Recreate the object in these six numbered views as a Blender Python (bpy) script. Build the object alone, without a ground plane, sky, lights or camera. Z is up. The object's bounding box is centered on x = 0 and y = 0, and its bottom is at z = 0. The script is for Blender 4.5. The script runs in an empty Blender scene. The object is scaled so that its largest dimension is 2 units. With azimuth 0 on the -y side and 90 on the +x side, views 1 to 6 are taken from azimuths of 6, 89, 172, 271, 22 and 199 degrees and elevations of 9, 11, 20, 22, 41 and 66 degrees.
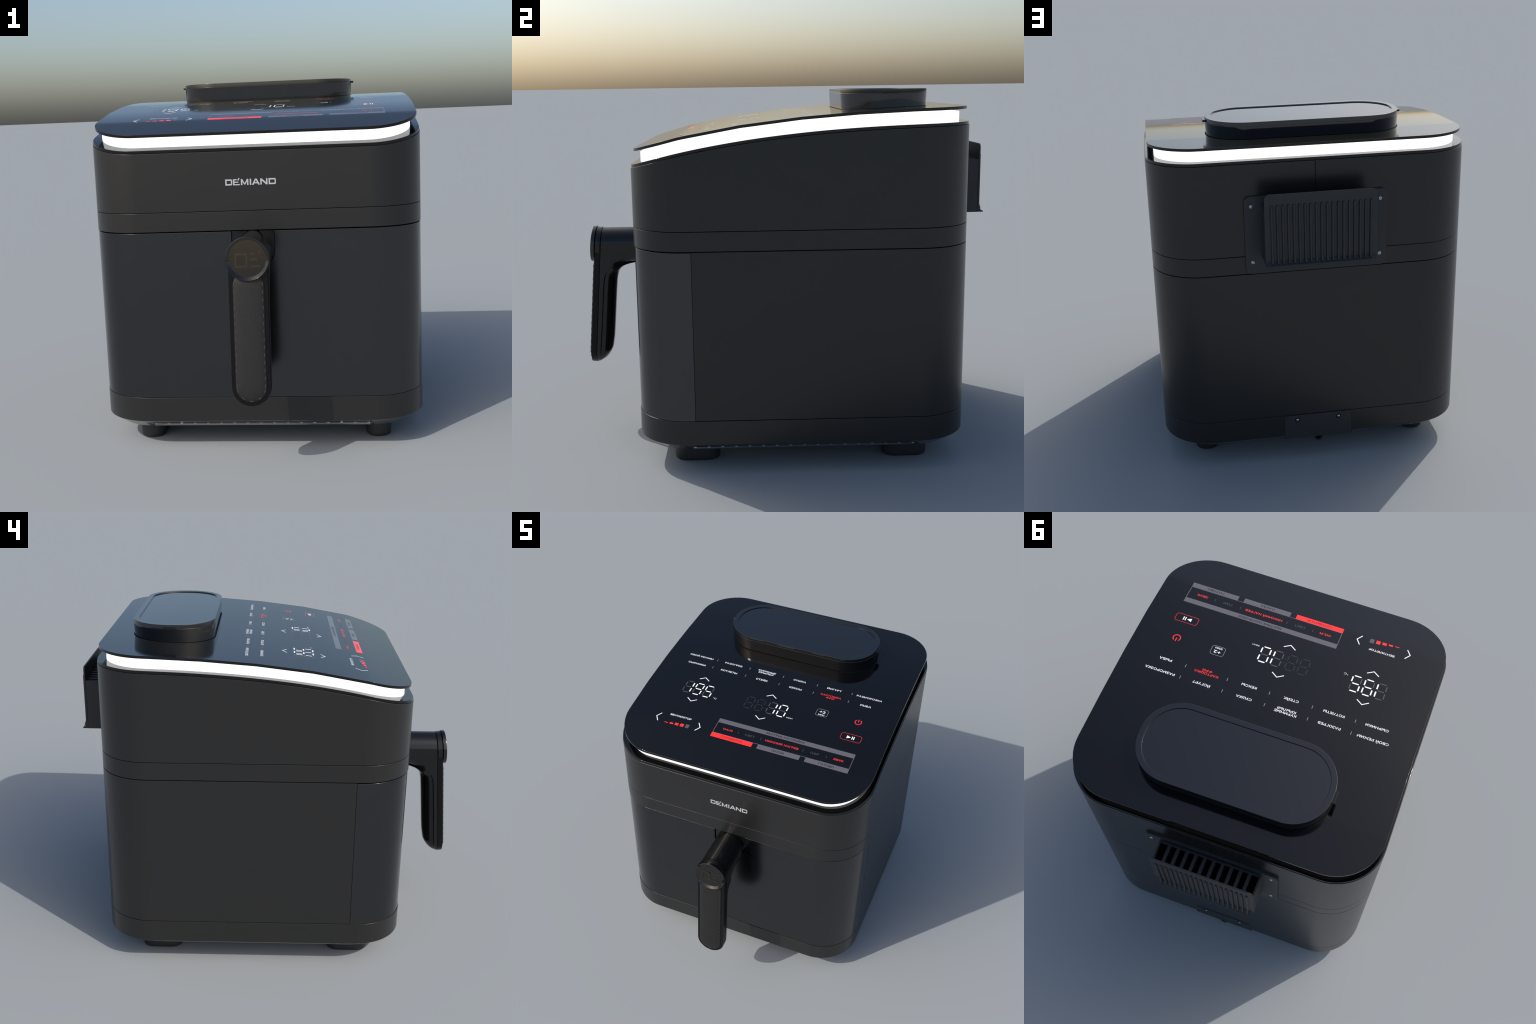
import bpy, bmesh, math, random
from mathutils import Vector, Matrix
random.seed(7)

# ------------------------------------------------------------------ materials
def mat(name, col, rough=0.3, metal=0.0, spec=0.5, emit=None, estr=0.0,
        grain=None, rough_var=0.0, coat=0.0):
    m = bpy.data.materials.new(name); m.use_nodes = True
    nt = m.node_tree; p = nt.nodes['Principled BSDF']
    p.inputs['Base Color'].default_value = (*col, 1)
    p.inputs['Roughness'].default_value = rough
    p.inputs['Metallic'].default_value = metal
    p.inputs['Specular IOR Level'].default_value = spec
    p.inputs['Coat Weight'].default_value = coat
    if emit:
        p.inputs['Emission Color'].default_value = (*emit, 1)
        p.inputs['Emission Strength'].default_value = estr
    tc = nt.nodes.new('ShaderNodeTexCoord')
    if grain:
        scale, strength, dist, contrast = grain
        n = nt.nodes.new('ShaderNodeTexNoise'); n.inputs['Scale'].default_value = scale
        n.inputs['Detail'].default_value = 6; n.inputs['Roughness'].default_value = .6
        nt.links.new(tc.outputs['Object'], n.inputs['Vector'])
        b = nt.nodes.new('ShaderNodeBump'); b.inputs['Strength'].default_value = strength
        b.inputs['Distance'].default_value = dist
        nt.links.new(n.outputs['Fac'], b.inputs['Height'])
        nt.links.new(b.outputs['Normal'], p.inputs['Normal'])
        if contrast:
            r = nt.nodes.new('ShaderNodeValToRGB')
            r.color_ramp.elements[0].position = .3; r.color_ramp.elements[1].position = .7
            r.color_ramp.elements[0].color = (*[c * (1 - contrast) for c in col], 1)
            r.color_ramp.elements[1].color = (*[c * (1 + contrast) for c in col], 1)
            nt.links.new(n.outputs['Fac'], r.inputs['Fac'])
            nt.links.new(r.outputs['Color'], p.inputs['Base Color'])
    if rough_var:
        n2 = nt.nodes.new('ShaderNodeTexNoise'); n2.inputs['Scale'].default_value = 3.5
        n2.inputs['Detail'].default_value = 3
        nt.links.new(tc.outputs['Object'], n2.inputs['Vector'])
        mr = nt.nodes.new('ShaderNodeMapRange')
        mr.inputs['To Min'].default_value = rough - rough_var
        mr.inputs['To Max'].default_value = rough + rough_var
        nt.links.new(n2.outputs['Fac'], mr.inputs['Value'])
        nt.links.new(mr.outputs['Result'], p.inputs['Roughness'])
    return m

M_BODY   = mat('satin_black_plastic', (.0135, .0132, .0128), .29, rough_var=.015)
M_DRAWER = mat('dark_brushed_steel', (.0785, .0790, .0815), .19, metal=1.0, rough_var=.015)
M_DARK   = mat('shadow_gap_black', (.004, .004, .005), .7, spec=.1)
M_GLASS  = mat('black_panel_glass', (.0015, .0015, .002), .10)
M_TANK   = mat('piano_black_plastic', (.003, .003, .0035), .07, spec=.95)
M_RING   = mat('light_strip_white', (.05, .05, .05), .5, emit=(1, 1, 1), estr=1.5)
M_GLOSS  = mat('gloss_black_handle', (.004, .004, .0045), .16)
M_FRAME  = mat('matte_black_frame', (.003, .003, .0035), .24, spec=.25)
M_LEATHER= mat('black_leather', (.0105, .010, .0095), .50, grain=(270, .40, .003, .3), spec=.4)
M_THREAD = mat('grey_thread', (.044, .041, .037), .7, grain=(900, .4, .001, .2))
M_DISC   = mat('dark_chrome_disc', (.076, .072, .066), .12, metal=1.0)  # warm tint and raised value carry the brown horizon reflection
M_MONO   = mat('raised_monogram', (.092, .088, .080), .15, metal=1.0)
M_BASE   = mat('base_plate_lightened', (.33, .335, .345), .24, metal=1.0)  # base colour raised to reach the chamfer's glare from the sunlit ground
M_VENT   = mat('vent_grey_plastic', (.022, .023, .025), .45)
M_SCREW  = mat('zinc_screw', (.55, .56, .58), .32, metal=1.0)
M_RUBBER = mat('foot_rubber', (.018, .018, .018), .55)
M_SILVER = mat('silver_print', (.43, .44, .465), .35)
M_WHITE  = mat('print_white', (.80, .80, .82), .10)
M_LIT    = mat('display_white', (.97, .97, .97), .10, emit=(1, 1, 1), estr=.15)
M_DIM    = mat('display_dim', (.085, .085, .09), .10)
M_FAINT  = mat('display_faint', (.028, .028, .03), .10)
M_RED    = mat('print_red', (.80, .035, .035), .10)
M_REDLIT = mat('display_red', (.95, .030, .027), .10, emit=(1, .03, .025), estr=.12)
M_GREY   = mat('print_grey', (.108, .104, .120), .12)
M_MID    = mat('print_mid_grey', (.075, .075, .08), .10)
M_SEP    = mat('print_divider', (.25, .25, .26), .10)
M_INK    = mat('ink_on_bar', (.010, .010, .014), .12)

# ------------------------------------------------------------------ helpers
root = bpy.data.objects.new('air_fryer', None)
bpy.context.collection.objects.link(root)
root['label'] = 'black air fryer with leather handle and touch control top'
root['category'] = 'air fryer'

def finish(name, me, material, parent=None, bevel=0, seg=3, angle=35, sharp=40, wn=True):
    ob = bpy.data.objects.new(name, me)
    bpy.context.collection.objects.link(ob)
    ob.parent = parent or root
    if material: me.materials.append(material)
    if bevel:
        m = ob.modifiers.new('b', 'BEVEL'); m.width = bevel; m.segments = seg
        m.limit_method = 'ANGLE'; m.angle_limit = math.radians(angle)
        m.use_clamp_overlap = True
    bake(ob)
    me = ob.data
    for p in me.polygons: p.use_smooth = True
    me.set_sharp_from_angle(angle=math.radians(sharp))
    if wn:
        m = ob.modifiers.new('w', 'WEIGHTED_NORMAL'); m.keep_sharp = True; m.weight = 80
        bake(ob)
    return ob

def bake(ob):
    if not ob.modifiers: return
    dg = bpy.context.evaluated_depsgraph_get(); dg.update()
    new = bpy.data.meshes.new_from_object(ob.evaluated_get(dg), preserve_all_data_layers=True, depsgraph=dg)
    old = ob.data; ob.modifiers.clear(); ob.data = new
    new.name = ob.name; bpy.data.meshes.remove(old)

def mesh(verts, faces, name='m'):
    me = bpy.data.meshes.new(name); me.from_pydata([tuple(v) for v in verts], [], faces)
    bm = bmesh.new(); bm.from_mesh(me)
    bmesh.ops.remove_doubles(bm, verts=bm.verts, dist=1e-6)
    bmesh.ops.recalc_face_normals(bm, faces=bm.faces)
    bm.to_mesh(me); bm.free(); return me

def interp(x, X, Y):
    if x <= X[0]: return Y[0] + (x - X[0]) * (Y[1] - Y[0]) / (X[1] - X[0])
    for i in range(len(X) - 1):
        if x <= X[i + 1]: return Y[i] + (x - X[i]) * (Y[i + 1] - Y[i]) / (X[i + 1] - X[i])
    return Y[-1] + (x - X[-1]) * (Y[-1] - Y[-2]) / (X[-1] - X[-2])

def catmull(x, X, Y):
    i = max(0, min(len(X) - 2, next((k for k in range(len(X) - 1) if x <= X[k + 1]), len(X) - 2)))
    def sl(k):
        if k == 0: return (Y[1] - Y[0]) / (X[1] - X[0]) * 1.06
        if k == len(X) - 1: return (Y[-1] - Y[-2]) / (X[-1] - X[-2]) * .85
        return (Y[k + 1] - Y[k - 1]) / (X[k + 1] - X[k - 1])
    h = X[i + 1] - X[i]; t = (x - X[i]) / h
    return ((2*t**3 - 3*t**2 + 1) * Y[i] + (t**3 - 2*t**2 + t) * h * sl(i)
            + (-2*t**3 + 3*t**2) * Y[i+1] + (t**3 - t**2) * h * sl(i+1))

# profile of the curved top (side view), height of the glass over depth
PY = [-.667, -.447, -.182, .079, .33, .58, .835]
PZ = [1.4685, 1.526, 1.573, 1.604, 1.6225, 1.6325, 1.6378]
def zp(y): return interp(y, PY, PZ)          # glass panel: a few straight facets
def zs(y): return catmull(y, PY, PZ)         # smooth version for the housing

YC = .083
def rows(hx, yf, yb, r, n=10, cut=None, extra=()):
    """half width over depth of a rounded rectangle"""
    L = []
    for i in range(n + 1):
        a = math.pi / 2 * i / n
        L.append((yf + r - r * math.cos(a), hx - r + r * math.sin(a)))
    for i in range(n + 1):
        a = math.pi / 2 * i / n
        L.append((yb - r + r * math.sin(a), hx - r + r * math.cos(a)))
    if cut:
        lo, hi = cut
        L = [l for l in L if lo < l[0] < hi]
        if lo > yf: L.append((lo, hx))
        if hi < yb: L.append((hi, hx))
    for y in extra:
        if yf + r < y < yb - r and (not cut or cut[0] < y < cut[1]): L.append((y, hx))
    L.sort(key=lambda l: l[0])
    out = [L[0]]
    for l in L[1:]:
        if l[0] - out[-1][0] > 1e-5: out.append(l)
    return out

def slab(hx, yf, yb, r, zt, zb, n=10, cut=None, extra=()):
    zt_ = zt if callable(zt) else (lambda y, c=zt: c)
    zb_ = zb if callable(zb) else (lambda y, c=zb: c)
    R = rows(hx, yf, yb, r, n, cut, extra); V = []; F = []
    for y, w in R:
        V += [(-w, y, zt_(y)), (w, y, zt_(y)), (w, y, zb_(y)), (-w, y, zb_(y))]
    for i in range(len(R) - 1):
        a, b = 4 * i, 4 * i + 4
        for k in range(4):
            F.append((a + k, a + (k + 1) % 4, b + (k + 1) % 4, b + k))
    F.append((0, 1, 2, 3)); e = 4 * (len(R) - 1); F.append((e, e + 1, e + 2, e + 3))
    return mesh(V, F)

def rr2d(hx, hy, r, n=8, cx=0, cy=0):
    P = []
    for qx, qy, a0 in ((1, 1, 0), (-1, 1, 90), (-1, -1, 180), (1, -1, 270)):
        for i in range(n + 1):
            a = math.radians(a0 + 90 * i / n)
            P.append((cx + qx * (hx - r) + r * math.cos(a), cy + qy * (hy - r) + r * math.sin(a)))
    return P

def loft(loops, cap=True):
    n = len(loops[0]); V = [p for l in loops for p in l]; F = []
    for j in range(len(loops) - 1):
        for i in range(n):
            a = j * n + i; b = j * n + (i + 1) % n
            F.append((a, b, b + n, a + n))
    if cap:
        F.append(tuple(range(n))); F.append(tuple(range((len(loops) - 1) * n, len(loops) * n)))
    return mesh(V, F)

def prism(poly, f0, f1):
    """extrude 2D polygon between two placement functions (x,y)->3D"""
    return loft([[f0(*p) for p in poly], [f1(*p) for p in poly]])

def box(x0, x1, y0, y1, z0, z1):
    return loft([[(x0, y0, z), (x1, y0, z), (x1, y1, z), (x0, y1, z)] for z in (z0, z1)])

def join_meshes(ms):
    bm = bmesh.new()
    for m in ms: bm.from_mesh(m); bpy.data.meshes.remove(m)
    me = bpy.data.meshes.new('j'); bm.to_mesh(me); bm.free(); return me

def cut(ob, me_cut):
    c = bpy.data.objects.new('cutter', me_cut); bpy.context.collection.objects.link(c)
    m = ob.modifiers.new('c', 'BOOLEAN'); m.operation = 'DIFFERENCE'; m.solver = 'EXACT'; m.object = c
    bake(ob); bpy.data.objects.remove(c); bpy.data.meshes.remove(me_cut)

def cylinder(c, axis, r, h, n=24, r2=None):
    """solid cylinder from c along axis"""
    ax = Vector(axis).normalized(); q = ax.to_track_quat('Z', 'Y'); c = Vector(c)
    L = []
    for z, rr in ((0, r), (h, r2 if r2 is not None else r)):
        L.append([c + q @ Vector((rr * math.cos(2*math.pi*i/n), rr * math.sin(2*math.pi*i/n), z)) for i in range(n)])
    return loft(L)

# ------------------------------------------------------------------ housing
HX, YF, YB, R = .7625, -.6815, .8465, .243
Z_SEAM_A, Z_SEAM_B, Z_SEAM_C, Z_BOT = 1.118, 1.0285, .2535, .139
SPLIT = -.407
EX = [-.43 + .04 * i for i in range(30)]

core = finish('inner_core', slab(HX - .012, YF + .03, YB - .012, R - .012, lambda y: zs(y) - .10, .15, extra=EX), M_DARK)
upper = finish('upper_housing', slab(HX, YF, YB, R, lambda y: zs(y) - .0815, Z_SEAM_A + .0010, extra=EX, n=14), M_BODY, bevel=.0035)
band = finish('middle_band', slab(HX, YF, YB, R, Z_SEAM_A - .0012, Z_SEAM_B + .0020, n=14), M_BODY, bevel=.0022)
shell = finish('rear_shell', slab(HX, YF, YB, R, Z_SEAM_B - .0015, Z_SEAM_C + .0013, n=14, cut=(SPLIT + .0007, 9)), M_BODY, bevel=.0010)
base = finish('base_band', slab(HX, YF, YB, R, Z_SEAM_C - .0013, Z_BOT, n=14), M_BODY, bevel=.0022)

# drawer front with the arched notch for the handle arm
dr = bpy.data.objects.new('drawer_front', slab(HX - .0012, YF + .0030, YB, R - .002, Z_SEAM_B - .003, Z_SEAM_C - .0006, n=14, cut=(-9, SPLIT - .0006)))
bpy.context.collection.objects.link(dr)
arch = [(.097, 1.1), (-.097, 1.1)] + [(-.097 * math.cos(math.pi*i/24), .942 - .097 * math.sin(math.pi*i/24)) for i in range(25)]
cut(dr, prism(arch, lambda x, z: (x, -.80, z), lambda x, z: (x, -.635, z)))
dm = dr.data.copy(); bpy.data.objects.remove(dr)
drawer = finish('drawer_front', dm, M_DRAWER, bevel=.0014)
arch2 = [(p[0] * .985, min(p[1], 1.0255) if p[1] > .95 else .942 + (p[1] - .942) * .985) for p in arch]
finish('handle_socket', prism(arch2, lambda x, z: (x, YF + .012, z), lambda x, z: (x, -.60, z)), M_GLOSS, drawer)

# deck slab under the light strip, the strip itself, and the glass panel
deck = finish('deck_plate', slab(HX - .0025, YF + .0025, YB - .0025, R - .0025, lambda y: zs(y) - .0670, lambda y: zs(y) - .0805, extra=EX, n=14), M_GLASS, bevel=.002)
light = finish('light_strip', slab(.719, -.636, .802, .207, lambda y: zs(y) - .0240, lambda y: zs(y) - .0675, extra=EX, n=14), M_RING, bevel=.001)
finish('light_strip_lip', slab(.690, -.607, .773, .185, lambda y: zp(y) - .0135, lambda y: zs(y) - .0245, extra=EX + PY, n=14), M_RING, light)
panel = finish('control_panel', slab(.750, -.667, .836, .238, lambda y: zp(y), lambda y: zp(y) - .0132, extra=PY[1:-1], n=14), M_GLASS, bevel=.0012, angle=50)

# bottom tray with chamfer and a row of ventilation holes
def rect_loop(inset, z, r): return [(x, y + YC, z) for x, y in rr2d(HX - inset, (YB - YF) / 2 - inset, r, 12)]
tray = finish('bottom_tray', loft([rect_loop(.0015, .1385, R), rect_loop(.0045, .1362, R - .0045), rect_loop(.061, .0958, .190), rect_loop(.069, .0935, .182)]), M_BASE, sharp=30)
holes = []; screws_tray = []
nrm = Vector((0, .0404, .0565)).normalized()       # inwards, up, for the front side
for side in range(4):
    ang = side * math.pi / 2
    for i in range(17):
        t = -.5 + i * .0625
        p = Vector((t, -(YB - YF) / 2 + .0325, .1160)); q = Matrix.Rotation(ang, 3, 'Z')
        d = q @ nrm; p = q @ p + Vector((0, YC, 0))
        if side == 0 and i in (2, 14): screws_tray.append((p, d)); continue
        holes.append(cylinder(p - d * .006, d, .0100, .018, 14))
cut(tray, join_meshes(holes))
tray.data.set_sharp_from_angle(angle=math.radians(30))
def screw_mesh(r=.0085, h=.0035):
    loops = []
    for rr, z in ((r, -.004), (r, h * .4), (r * .8, h * .85), (r * .35, h)):
        loops.append([(rr * math.cos(2*math.pi*i/20), rr * math.sin(2*math.pi*i/20), z) for i in range(20)])
    return loft(loops)
scr_me = screw_mesh()
slot = join_meshes([box(-.0045, .0045, -.0009, .0009, .0027, .0037), box(-.0009, .0009, -.0045, .0045, .0027, .00372)])
def screw(p, d, parent, s=1.0):
    ob = bpy.data.objects.new('screw', scr_me); bpy.context.collection.objects.link(ob)
    if not scr_me.materials: scr_me.materials.append(M_SCREW); [setattr(f, 'use_smooth', True) for f in scr_me.polygons]
    ob.parent = parent; ob.location = p; ob.scale = (s, s, s)
    ob.rotation_euler = Vector(d).to_track_quat('Z', 'Y').to_euler()
    sl = bpy.data.objects.new('screw_slot', slot); bpy.context.collection.objects.link(sl)
    if not slot.materials: slot.materials.append(M_MID)
    sl.parent = ob
for p, d in screws_tray: screw(p, -d, tray, .8)

# rubber feet
foot_me = None
for sx in (-1, 1):
    for cy in (-.4145, .5705):
        if foot_me is None:
            L = []
            for hw, hl, z in ((.056, .102, .1), (.0615, .108, .098), (.0610, .1075, .045), (.0603, .1068, .014), (.0580, .1045, .003), (.0535, .100, .0)):
                L.append([(x, y, z) for x, y in rr2d(hw, hl, hw * .97, 10)])
            foot_me = loft(L)
            f = finish('foot', foot_me, M_RUBBER, sharp=60); foot_me = f.data
        else:
            f = bpy.data.objects.new('foot', foot_me); bpy.context.collection.objects.link(f); f.parent = root
        f.location = (sx * .551, cy, 0)

# ------------------------------------------------------------------ water tank on top
TY, THX, THY, TR = .4965, .4675, .2045, .190
def tl(ins, z, r=None): return [(x, y + TY, z) for x, y in rr2d(THX - ins, THY - ins, max(.02, (r or TR) - ins), 14)]
tank = finish('tank', loft([tl(.0055, 1.600), tl(-.0006, 1.6935), tl(.0006, 1.6955)]), M_TANK, sharp=50)
lid = finish('tank_lid', loft([tl(.010, 1.6952), tl(.0006, 1.6952), tl(.0, 1.6960), tl(.0, 1.7128), tl(.0006, 1.7141), tl(.0018, 1.7148),
                               tl(.0265, 1.7148), tl(.0275, 1.7144), tl(.0282, 1.7101), tl(.029, 1.7098)]), M_TANK, tank, sharp=30)
gap_strip = finish('tank_dark_band', loft([[(x, y, zp(y) - .004) for x, y, z in tl(-.0012, 0)], [(x, y, zp(y) + .0006) for x, y, z in tl(-.0012, 0)]]), M_DARK, tank)  # thin black band around the foot of the tank
for sx in (-1, 1):
    P = rr2d(.033, .0052, .005, 5)
    def tabf(k): return lambda a, b: (sx * (THX + k[0]), TY + .005 + a * k[1], 1.6985 + b * k[1])
    finish('lid_tab', loft([[tabf((-.01, 1))(*p) for p in P], [tabf((.0095, 1))(*p) for p in P], [tabf((.0125, .9))(*p) for p in P]]), M_GLOSS, tank, sharp=60)

# ------------------------------------------------------------------ handle
TILT = math.radians(4.7); HC = Vector((0.0, -.911, .942))
NV = Vector((0, -math.cos(TILT), math.sin(TILT))); UV = Vector((0, math.sin(TILT), math.cos(TILT)))
def H(x, v, w): return HC + Vector((x, 0, 0)) + UV * v + NV * w
def stadium(hw, vtop, vbot, n=16):
    """capsule outline; vtop/vbot are the outer ends"""
    P = []
    for i in range(n + 1):
        a = math.pi * i / n; P.append((hw * math.cos(a), vtop - hw + hw * math.sin(a)))
    for i in range(n + 1):
        a = math.pi + math.pi * i / n; P.append((hw * math.cos(a), vbot + hw + hw * math.sin(a)))
    return P
handle = bpy.data.objects.new('handle', None); bpy.context.collection.objects.link(handle); handle.parent = root

# rear half: arm growing out of the drawer and bending into the grip, lofted in level slices
GW, ZT, ZB = .0840, .942 + .0875, .311
def depth(z):
    Z = [.311, .316, .325, .337, .350, .364, .382, .402, .456, .698, .756, .783, .804, .821, .833, .840, .846, .853, .860]
    D = [.004, .0125, .028, .0437, .055, .0635, .071, .0754, .079, .080, .0813, .0851, .0913, .1041, .1193, .1399, .1706, .21, .27]
    return interp(z, Z, D) if z < .860 else .275
def half_w(z):
    if z > .942: return math.sqrt(max(0, .0875**2 - (z - .942)**2))
    c = ZB + GW
    if z < c: return math.sqrt(max(0, GW**2 - (z - c)**2))
    return GW + (.002 * max(0, (z - .80) / .142))
zl = [ZB + .0005 + GW * (1 - math.cos(math.pi / 2 * i / 10)) for i in range(11)]
zl += [.45 + .05 * i for i in range(6)] + [.72 + .012 * i for i in range(8)] + [.812 + .006 * i for i in range(9)] + [.868, .90]
zl += [.942 + .0872 * math.sin(math.pi / 2 * i / 12) for i in range(13)]
zl = sorted(set(zl)); loops = []
for z in zl:
    a = max(.0012, half_w(z)); D = depth(z); rnd = min(.058, D * .74); s = D - rnd
    ys = -.911 - math.tan(TILT) * (.942 - z)
    k = min(1, max(0, (z - .79) / .05)); e = 2.25 + 2.5 * k
    c = a * (.80 + .20 * k)                       # the grip core is narrower than its side plate
    pts = [(a, 0), (a, s * .3), (a, s * .5), (a, s * .7), (a, s * .9), (c + (a - c) * .9, s), (c, s + .0005)]
    for i in range(1, 13):
        t = math.pi / 2 * i / 12
        pts.append((c * abs(math.cos(t)) ** (2 / e), s + .0005 + rnd * abs(math.sin(t)) ** (2 / e)))
    if .80 < z < .942:                            # the arm turns round towards the drawer
        wc = max(.030, max(0, .0875**2.6 - (.942 - z)**2.6) ** (1 / 2.6))
        f = lambda d: (lambda t: t * t * (3 - 2 * t))(min(1, max(0, (d - .055) / .12)))
        pts = [(x * (1 - f(d)) + min(x, wc) * f(d), d) for x, d in pts]
    pts = pts + [(-x, y) for x, y in reversed(pts[:-1])]
    loops.append([(x, min(ys + d, -.640), z) for x, d in pts])
finish('handle_arm', loft(loops), M_GLOSS, handle, sharp=58)

# front frame, leather pad with seam stitches, round end cap with monogram
FO = stadium(.0840, .0860, -.634, 20)
def frame_loop(sc, w): return [H(x * (1 - sc / .0840), (v if True else v), w) if sc == 0 else H(x * (1 - sc / .0840), v + (sc if v < -.3 else -sc if v > .04 else 0) * .9, w) for x, v in FO]
frame = finish('handle_frame', loft([frame_loop(.0015, .0012), frame_loop(0, .003), frame_loop(0, .0265), frame_loop(.002, .0300), frame_loop(.004, .0305)]), M_FRAME, handle, sharp=35)
# leather: domed capsule
LO = stadium(.067, -.05, -.615, 16)
def leather_loop(k, w): 
    return [H(x * k, -.3325 + (v + .3325) * (1 - (1 - k) * .067 / .2825), w) for x, v in LO]
leather = finish('leather_pad', loft([leather_loop(1, .029), leather_loop(1, .0325), leather_loop(.965, .0350), leather_loop(.9, .0372), leather_loop(.75, .0398), leather_loop(.5, .0414), leather_loop(.25, .0422), leather_loop(.05, .0424)]), M_LEATHER, handle, sharp=70)
st = []
def stitch(x, v, ang, w=.0369):
    L = []
    for t, rr in ((-.0082, .0006), (-.0065, .0015), (0, .0021), (.0065, .0015), (.0082, .0006)):
        dx, dv = math.sin(ang) * t, math.cos(ang) * t
        nx, nv = math.cos(ang), -math.sin(ang)
        L.append([H(x + dx + nx * rr * math.cos(q), v + dv + nv * rr * math.cos(q), w + rr * math.sin(q)) for q in [2*math.pi*i/8 for i in range(8)]])
    return loft(L)
for sx in (-1, 1):
    v = -.11
    while v > -.545: st.append(stitch(sx * .0605, v, 0)); v -= .0334
for i in range(5):
    a = math.radians(-90 + (i - 2) * 36)
    st.append(stitch(.0605 * math.cos(a), -.548 + .0605 * math.sin(a), -a))
so = finish('stitching', join_meshes(st), M_THREAD, leather, sharp=80); so['kind'] = 'stuff'
def circ(r, w, n=48, cx=0.0, cv=-.001): return [H(cx + r * math.cos(2*math.pi*i/n), cv + r * math.sin(2*math.pi*i/n), w) for i in range(n)]
finish('cap_collar', loft([circ(.0885, .004), circ(.0900, .0055), circ(.0900, .029), circ(.0885, .031)]), M_GLOSS, handle, sharp=35)
cap = finish('end_cap', loft([circ(.0905, .0322), circ(.0930, .0332), circ(.0936, .0345), circ(.0936, .0490), circ(.0926, .0515), circ(.0912, .0525), circ(.0903, .0520), circ(.0785, .0425)]), M_DISC, handle, sharp=24)
finish('cap_face', loft([circ(.0788, .036), circ(.0788, .0420), circ(.0786, .0423)]), M_DISC, cap, sharp=30)
def strokes_mesh(polys, f, w0, w1):
    return join_meshes([prism(p, lambda x, v: f(x, v, w0), lambda x, v: f(x, v, w1)) for p in polys])
def arc(cx, cy, r, a0, a1, n=6): return [(cx + r * math.cos(math.radians(a0 + (a1 - a0) * i / n)), cy + r * math.sin(math.radians(a0 + (a1 - a0) * i / n))) for i in range(n + 1)]
def letter_D(x0, y0, w, h, s, spur=0):
    """outlined D as four strokes"""
    r = min(w, h) * .22
    out = [(x0, y0), (x0 + w - r, y0)] + arc(x0 + w - r, y0 + r, r, -90, 0) + arc(x0 + w - r, y0 + h - r, r, 0, 90) + [(x0 - spur, y0 + h), (x0, y0 + h - spur * 1.5)]
    ri = max(.0005, r - s)
    inn = [(x0 + s, y0 + s), (x0 + w - r, y0 + s)] + arc(x0 + w - r, y0 + r, ri, -90, 0) + arc(x0 + w - r, y0 + h - r, ri, 0, 90) + [(x0 + s, y0 + h - s)]
    n1 = [out[0]] + [inn[0]]
    polys = [[(x0, y0), (x0 + s, y0 + s), (x0 + s, y0 + h - s), (x0 - spur, y0 + h), (x0, y0 + h - spur*1.5)],
             [(x0, y0), (x0 + w - r, y0), (x0 + w - r, y0 + s), (x0 + s, y0 + s)],
             [(x0 - spur, y0 + h), (x0 + s, y0 + h - s), (x0 + w - r, y0 + h - s), (x0 + w - r, y0 + h)]]
    A, B = arc(x0 + w - r, y0 + r, r, -90, 0), arc(x0 + w - r, y0 + r, ri, -90, 0)
    A += arc(x0 + w - r, y0 + h - r, r, 0, 90); B += arc(x0 + w - r, y0 + h - r, ri, 0, 90)
    for i in range(len(A) - 1): polys.append([A[i], A[i+1], B[i+1], B[i]])
    return polys
mono = letter_D(-.052, -.038, .056, .062, .0098, .0)
mono += [[(.014, .0145), (.033, .0145), (.037, .024), (.014, .024)], [(.014, -.0085), (.045, -.0085), (.045, .0015), (.014, .0015)],
         [(.014, -.037), (.060, -.037), (.055, -.027), (.014, -.027)], [(.046, .016), (.054, .016), (.063, .034), (.054, .034)]]
mono = [[(x - .002, v - .0005) for x, v in p] for p in mono]
finish('monogram', strokes_mesh(mono, H, .040, .0455), M_MONO, cap, sharp=30)

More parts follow.
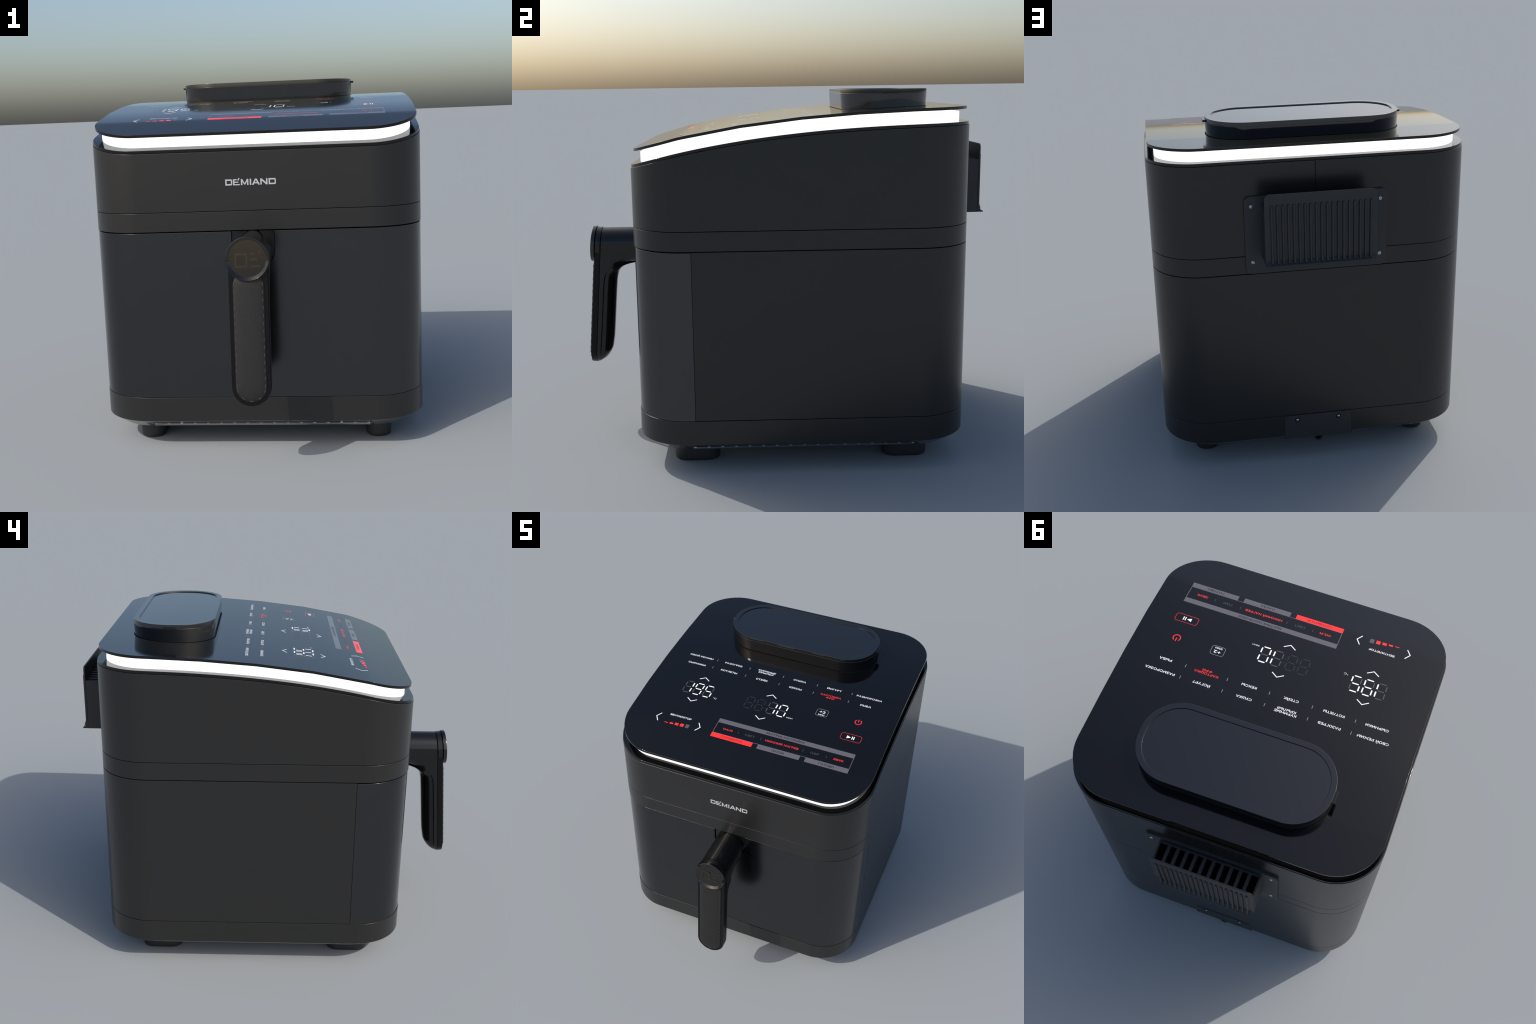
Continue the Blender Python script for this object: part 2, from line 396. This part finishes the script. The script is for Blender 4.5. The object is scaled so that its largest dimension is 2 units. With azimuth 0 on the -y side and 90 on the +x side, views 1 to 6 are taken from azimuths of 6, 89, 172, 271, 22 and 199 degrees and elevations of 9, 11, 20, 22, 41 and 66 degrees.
# ------------------------------------------------------------------ front word mark
def word_mark():
    y0, h, s = 0, .0270, .0062
    P = letter_D(-.1135, 0, .031, h, s, .0015)
    x = -.0785
    P += [[(x, 0), (x + s, 0), (x + s, h), (x, h)], [(x + s, 0), (x + .031, 0), (x + .0285, s * .8), (x + s, s * .8)],
          [(x + s, h/2 - s*.38), (x + .0235, h/2 - s*.38), (x + .0235, h/2 + s*.38), (x + s, h/2 + s*.38)],
          [(x + s, h - s*.8), (x + .0155, h - s*.8), (x + .0175, h), (x + s, h)],
          [(x + .0195, h - .006), (x + .0255, h - .006), (x + .0295, h + .0042), (x + .0235, h + .0042)]]
    x = -.0435                                                           # M
    P += [[(x, 0), (x + s, 0), (x + s, h * .62), (x + s, h), (x, h)], [(x + .0335 - s, 0), (x + .0335, 0), (x + .0335, h), (x + .0335 - s, h)],
          [(x + s, h * .62), (x + .0145, .002), (x + .0165, s * 1.3), (x + s, h)],
          [(x + .0145, .002), (x + .019, .002), (x + .0335 - s, h * .62), (x + .0335 - s, h), (x + .0165, s * 1.3)]]
    P += [[(-.0040, 0), (.0026, 0), (.0026, h), (-.0040, h)]]            # I
    x = .0055                                                            # A
    P += [[(x, 0), (x + .0075, 0), (x + .0178, h * .78), (x + .0178, h), (x + .0140, h)],
          [(x + .0356, 0), (x + .0281, 0), (x + .0178, h * .78), (x + .0178, h), (x + .0216, h)],
          [(x + .0105, s * .95), (x + .0251, s * .95), (x + .0228, s * 1.75), (x + .0128, s * 1.75)]]
    x = .0430                                                            # N
    P += [[(x, 0), (x + s, 0), (x + s, h), (x, h)], [(x + .032 - s, 0), (x + .032, 0), (x + .032, h), (x + .032 - s, h)],
          [(x + s, h * .66), (x + .032 - s, 0), (x + .032 - s, h * .34), (x + s, h)]]
    P += letter_D(.0800, 0, .032, h, s, .0015)
    return P
finish('word_mark', strokes_mesh(word_mark(), lambda x, v, w: Vector((x, YF - w, 1.232 + v)), -.001, .0012), M_SILVER, upper, sharp=30)

# ------------------------------------------------------------------ panel printing
cap_ref = {}
def text_mesh(txt, bold):
    cu = bpy.data.curves.new('t', 'FONT'); cu.body = txt; cu.size = 1; cu.offset = bold
    cu.resolution_u = 3; cu.space_character = 1.02
    ob = bpy.data.objects.new('t', cu); bpy.context.collection.objects.link(ob)
    dg = bpy.context.evaluated_depsgraph_get(); dg.update()
    me = bpy.data.meshes.new_from_object(ob.evaluated_get(dg)); bpy.data.objects.remove(ob); bpy.data.curves.remove(cu)
    return me
for b in (0, .012, .018):
    m = text_mesh('Н', b); cap_ref[b] = (min(v.co.y for v in m.vertices), max(v.co.y for v in m.vertices)); bpy.data.meshes.remove(m)
def drape(me, lift):
    bm = bmesh.new(); bm.from_mesh(me)
    for v in bm.verts: v.co.y -= .001
    for y in PY[1:-1]:                      # fold the print along the facets of the glass
        bmesh.ops.bisect_plane(bm, geom=bm.verts[:] + bm.edges[:] + bm.faces[:], plane_co=(0, y, 0), plane_no=(0, 1, 0))
    for v in bm.verts: v.co.z = zp(v.co.y) + lift
    bm.to_mesh(me); bm.free()
def label(txt, xc, yc, width, caph, material, bold=.018, lift=.00025, name='printed_label'):
    me = text_mesh(txt, bold); lo, hi = cap_ref[bold]
    xs = [v.co.x for v in me.vertices]; x0, x1 = min(xs), max(xs)
    for v in me.vertices:
        v.co.x = xc + ((v.co.x - x0) / (x1 - x0) - .5) * width
        v.co.y = yc + ((v.co.y - lo) / (hi - lo) - .5) * caph
        v.co.z = 0
    drape(me, lift); me.materials.clear()
    return finish(name, me, material, panel, wn=False)
def flat(polys, material, name, lift=.00025):
    V = []; F = []
    for p in polys:
        F.append(tuple(range(len(V), len(V) + len(p)))); V += [(x, y, 0) for x, y in p]
    me = bpy.data.meshes.new(name); me.from_pydata(V, [], F)
    drape(me, lift)
    bm = bmesh.new(); bm.from_mesh(me)
    for f in bm.faces:
        f.normal_update()
        if f.normal.z < 0: f.normal_flip()
    bm.to_mesh(me); bm.free()
    return finish(name, me, material, panel, wn=False)
def rect(x0, x1, y0, y1): return [(x0, y0), (x1, y0), (x1, y1), (x0, y1)]
def stroke(pts, w):
    """mitred open polyline as quads"""
    out = []; n = len(pts); L = []; Rr = []
    for i, p in enumerate(pts):
        d = Vector((0, 0))
        if i > 0: d += (Vector(p) - Vector(pts[i-1])).normalized()
        if i < n - 1: d += (Vector(pts[i+1]) - Vector(p)).normalized()
        d.normalize(); nn = Vector((-d.y, d.x)); k = 1.0
        if 0 < i < n - 1:
            k = 1 / max(.3, nn.dot(Vector((-(Vector(pts[i+1])-Vector(p)).normalized().y, (Vector(pts[i+1])-Vector(p)).normalized().x))))
        L.append(Vector(p) + nn * w / 2 * k); Rr.append(Vector(p) - nn * w / 2 * k)
    for i in range(n - 1): out.append([tuple(L[i]), tuple(Rr[i]), tuple(Rr[i+1]), tuple(L[i+1])])
    return out
def ring_outline(x0, x1, y0, y1, r, w):
    P = rr2d((x1-x0)/2, (y1-y0)/2, r, 5, (x0+x1)/2, (y0+y1)/2); Q = rr2d((x1-x0)/2 - w, (y1-y0)/2 - w, r - w, 5, (x0+x1)/2, (y0+y1)/2)
    n = len(P); return [[P[i], P[(i+1) % n], Q[(i+1) % n], Q[i]] for i in range(n)]

RA, RB = .1285, .0575
CAPH = .0137
for txt, x, y, w in (('СВОЙ РЕЖИМ', -.541, RA, .155), ('РАЗОГРЕВ', -.3255, RA, .113), ('КУРИНЫЕ', -.108, RA + .0095, .111), ('КРЫЛЬЯ', -.109, RA - .0085, .094),
                     ('СУШКА', .1055, RA, .079), ('ЙОГУРТ', .3245, RA, .090), ('РАЗМОРОЗКА', .540, RA, .154),
                     ('СЫРНИКИ', -.5405, RB, .114), ('КОТЛЕТЫ', -.326, RB, .106), ('СТЕЙК', -.110, RB, .075), ('КЕКСЫ', .105, RB, .077), ('РЫБА', .540, RB, .065)):
    label(txt, x, y, w, CAPH, M_WHITE)
label('КАРТОШКА', .3245, RB + .0085, .125, CAPH, M_RED); label('ФРИ', .325, RB - .0095, .050, CAPH, M_RED)
for y in (RA + .001, RB + .0015):
    flat([rect(x - .0014, x + .0014, y - .009, y + .009) for x in (-.434, -.2175, 0, .2165, .434)], M_SEP, 'divider')

# seven segment displays
DWH, DH2, SW = .0225, .0460, .0066
def seg(cx, cy, k):
    g = .0045
    def hs(y): return [(cx - DWH + g, y), (cx - DWH + g + SW/2, y + SW/2), (cx + DWH - g - SW/2, y + SW/2), (cx + DWH - g, y), (cx + DWH - g - SW/2, y - SW/2), (cx - DWH + g + SW/2, y - SW/2)]
    def vs(x, y0, y1): return rect(x - SW/2, x + SW/2, y0 + g + .0035, y1 - g - .0035)
    return {'a': hs(cy + DH2), 'g': hs(cy), 'd': hs(cy - DH2), 'b': vs(cx + DWH, cy, cy + DH2), 'c': vs(cx + DWH, cy - DH2, cy),
            'f': vs(cx - DWH, cy, cy + DH2), 'e': vs(cx - DWH, cy - DH2, cy)}[k]
DY = -.1465
for cx, on, off in ((-.498, 'bc', M_DIM), (-.4335, 'abcdfg', M_DIM), (-.369, 'acdfg', M_DIM), (-.1025, '', M_FAINT), (-.038, '', M_FAINT), (.036, 'bc', M_DIM), (.1022, 'abcdef', M_DIM)):
    if on: flat([seg(cx, DY, k) for k in on], M_LIT, 'display_digit')
    offk = [k for k in 'abcdefg' if k not in on]
    def thin(p):
        mx = sum(q[0] for q in p) / len(p); my = sum(q[1] for q in p) / len(p)
        wide = max(q[0] for q in p) - min(q[0] for q in p) > .012
        return [(q[0] if wide else mx + (q[0]-mx)*.7, my + (q[1]-my)*.7 if wide else q[1]) for q in p]
    flat([thin(seg(cx, DY, k)) for k in offk], off, 'display_digit_unlit')
flat([rect(-.0025, .0025, y - .0025, y + .0025) for y in (DY - .014, DY + .014)], M_FAINT, 'display_colon')
CH = []
for cx in (-.4335, .0005):
    CH += [[(cx - .0305, -.0625), (cx, -.0415), (cx + .0305, -.0625)], [(cx - .0305, -.2305), (cx, -.2515), (cx + .0305, -.2305)]]
CH += [[(-.551, -.3905), (-.572, -.4205), (-.551, -.4505)], [(-.3145, -.3905), (-.2935, -.4205), (-.3145, -.4505)]]
for c in CH: flat(stroke(c, .0050), M_WHITE, 'arrow_mark')
label('°C', -.309, -.1865, .022, .0115, M_WHITE, 0); label('МИН', .1625, -.187, .036, .0085, M_WHITE, 0)
label('ВЕНТИЛЯТОР', -.4335, -.3825, .133, .0128, M_WHITE)
for i, (x, hh) in enumerate(((-.497, .0045), (-.4645, .0105), (-.4325, .0165), (-.4005, .0215), (-.368, .0265))):
    flat([rect(x - .0108, x + .0108, -.4500, -.4500 + hh)], M_REDLIT if i < 4 else M_DIM, 'level_bar')

# quick settings box
flat([rect(-.2140, .6065, -.3475, -.3175)], M_GREY, 'settings_bar')
flat([rect(-.2140, -.2105, -.4265, -.3475), rect(.6030, .6065, -.4265, -.3475), rect(-.2140, .6065, -.4275, -.4245)], M_GREY, 'settings_frame')
flat([rect(-.2140, .0380, -.4570, -.4268)], M_REDLIT, 'status_bar', .0003)
flat([rect(.0695, .3225, -.4570, -.4268)], M_GREY, 'status_bar'); flat([rect(.3540, .6065, -.4570, -.4268)], M_GREY, 'status_bar')
label('БЫСТРЫЕ НАСТРОЙКИ', .196, -.3325, .228, .0130, M_INK, .012, .0005)
label('ГОТОВИТСЯ', -.088, -.4420, .127, .0135, M_INK, .012, .00055); label('ПАУЗА', .1945, -.4420, .075, .0135, M_INK, .012, .0005); label('ГОТОВО', .479, -.4420, .091, .0135, M_INK, .012, .0005)
label('WI-FI', -.1365, -.3850, .060, CAPH, M_RED); label('СВЕТ', .0005, -.3850, .058, CAPH, M_MID, 0); label('НИЖНИЙ НАГРЕВ', .195, -.3850, .199, CAPH, M_RED)
label('ПАР', .391, -.3850, .047, CAPH, M_MID, 0); label('ЗВУК', .530, -.3850, .060, CAPH, M_RED)
flat([rect(x - .0011, x + .0011, -.393, -.376) for x in (-.070, .069, .3215, .4595)], M_MID, 'divider')

# plus two minutes, power, play / pause
flat(ring_outline(.2885, .3585, -.1105, -.0540, .013, .0020), M_SEP, 'button_outline')
label('+2', .3240, -.0745, .037, .0185, M_WHITE); label('МИН', .3240, -.0985, .036, .0110, M_WHITE)
pc = (.542, -.0825)
flat(stroke([(pc[0] + .0185 * math.sin(math.radians(a)), pc[1] + .0185 * math.cos(math.radians(a))) for a in range(32, 329, 12)], .0052) + [rect(pc[0] - .0026, pc[0] + .0026, pc[1] - .001, pc[1] + .0215)], M_RED, 'power_mark')
flat(ring_outline(.4820, .6020, -.2355, -.1850, .012, .0019), M_RED, 'button_outline')
flat([[(.5175, -.2215), (.5410, -.2105), (.5175, -.1995)], rect(.5465, .5515, -.2215, -.1995), rect(.5565, .5615, -.2215, -.1995)], M_LIT, 'play_pause_mark')

# ------------------------------------------------------------------ rear exhaust vent
vent = bpy.data.objects.new('exhaust_vent', None); bpy.context.collection.objects.link(vent); vent.parent = root
PLY = YB + .013
plate = rr2d(.334, .187, .028, 8, 0, 1.221)
finish('vent_plate', prism(plate, lambda x, z: (x, YB - .004, z), lambda x, z: (x, PLY, z)), M_VENT, vent, bevel=.002)
VX, VY = .256, .9795
cover = rr2d(VX, .1695, .022, 6, 0, 1.2775)
cover = [(x, max(z, 1.1105) if z < 1.2 else z) for x, z in rr2d(VX, .168, .022, 6, 0, 1.2790)]
cover = [(x, z) for x, z in cover if z > 1.25] + [(-VX, 1.112), (VX, 1.112)]
finish('vent_cover', prism(cover, lambda x, z: (x, VY - .0085, z), lambda x, z: (x, VY, z)), M_VENT, vent, bevel=.002)
sides = [box(-VX, -VX + .009, YB, VY - .0086, 1.112, 1.3725), box(VX - .009, VX, YB, VY - .0086, 1.112, 1.3725), box(-VX + .009, VX - .009, YB, VY - .0086, 1.112, 1.122)]
finish('vent_side', join_meshes(sides), M_VENT, vent, bevel=.001)
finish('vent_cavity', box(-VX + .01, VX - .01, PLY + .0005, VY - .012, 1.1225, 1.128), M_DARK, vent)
# lip at the foot of the cover
lipP = [(VY - .001, 1.1125), (.9985, 1.1125), (1.0, 1.1145), (.9985, 1.1180), (.992, 1.1210), (.986, 1.1260), (.982, 1.1320), (VY - .001, 1.1345)]
finish('vent_lip', prism(lipP, lambda y, z: (-VX, y, z), lambda y, z: (VX, y, z)), M_VENT, vent, bevel=.0008)
fin_me = None
for i in range(1, 11):
    x = -.247 + .494 * i / 11
    f = bpy.data.objects.new('vent_fin', fin_me) if fin_me else None
    if f is None:
        f = finish('vent_fin', loft([[(sx * .0085, y, z) for sx, y in ((-1, PLY + .001), (1, PLY + .001), (1, VY - .0088), (-1, VY - .0088))] for z in (1.325, 1.372)]), M_VENT, vent, bevel=.001); fin_me = f.data
    else: bpy.context.collection.objects.link(f); f.parent = vent
    f.location.x = x
finish('vent_grid_rail', join_meshes([box(-.247, .247, PLY, PLY + .010, 1.35, 1.3718), box(-.247, .247, VY - .019, VY - .0087, 1.30, 1.352)]), M_VENT, vent, bevel=.001)
rib_me = None
for i in range(19):
    x = .2245 - .4525 * i / 18 - .0
    if rib_me is None:
        L = []
        for z, k in ((1.398, .35), (1.3965, .75), (1.393, 1), (1.15, 1), (1.125, 1)):
            fw = .0 if z > 1.14 else (1.14 - z) * .5
            L.append([(.0062 * k * cx, VY - .0015 + .0100 * k * cy + fw, z) for cx, cy in ((1, 0), (.95, .55), (.6, .95), (-.6, .95), (-.95, .55), (-1, 0))])
        r = finish('vent_rib', loft(L), M_VENT, vent, sharp=50); rib_me = r.data
    else:
        r = bpy.data.objects.new('vent_rib', rib_me); bpy.context.collection.objects.link(r); r.parent = vent
    r.location.x = x
for sx in (-1, 1):
    for z in (1.361, 1.0915): screw((sx * .301, PLY, z), (0, 1, 0), vent, 1.05)
# seam on the back above the vent
finish('back_seam', box(-.0014, .0014, YB - .001, YB + .0004, 1.40, zs(YB) - .083), M_DARK, upper)

# duct opening through plate, housing and core, so the vent is hollow
for ob in [o for o in bpy.data.objects if o.name in ('vent_plate', 'upper_housing', 'inner_core')]:
    cut(ob, box(-.238, .238, YB - .16, YB + .03, 1.1305, 1.350))
    for p in ob.data.polygons: p.use_smooth = True
    ob.data.set_sharp_from_angle(angle=math.radians(40))
    m = ob.modifiers.new('w', 'WEIGHTED_NORMAL'); m.keep_sharp = True; m.weight = 80; bake(ob)

# ------------------------------------------------------------------ cable bracket
cb = [(-.170, .1265), (.170, .1265)] + arc(.150, .2315, .020, 0, 90, 6) + arc(-.150, .2315, .020, 90, 180, 6)
cord = finish('cable_bracket', prism(cb, lambda x, z: (x, YB - .003, z), lambda x, z: (x, YB + .0035, z)), M_VENT, bevel=.0012)
finish('bracket_foot', box(-.176, .176, YB - .006, YB + .0040, .1215, .1263), M_VENT, cord, bevel=.0015)
for sx in (-1, 1):
    c = (sx * .105, YB + .0030, .2265)
    finish('screw_recess', cylinder(c, (0, 1, 0), .0125, .0012, 24), M_DARK, cord)
    screw((c[0], c[1] + .001, c[2]), (0, 1, 0), cord, .85)
tube_o = [(.0225 * math.cos(2*math.pi*i/28), .0225 * math.sin(2*math.pi*i/28)) for i in range(28)]
tb = [[(x, y, .120 + z) for x, z in [(a * k, b * k) for a, b in tube_o]] for k, y in ((1, YB - .03), (1, YB + .0045), (.94, YB + .006), (.72, YB + .006), (.68, YB + .004), (.68, YB - .03))]
finish('cable_gland', loft(tb), M_VENT, cord, sharp=40)
finish('cable_opening', cylinder((0, YB - .02, .120), (0, 1, 0), .0164, .004), M_DARK, cord)
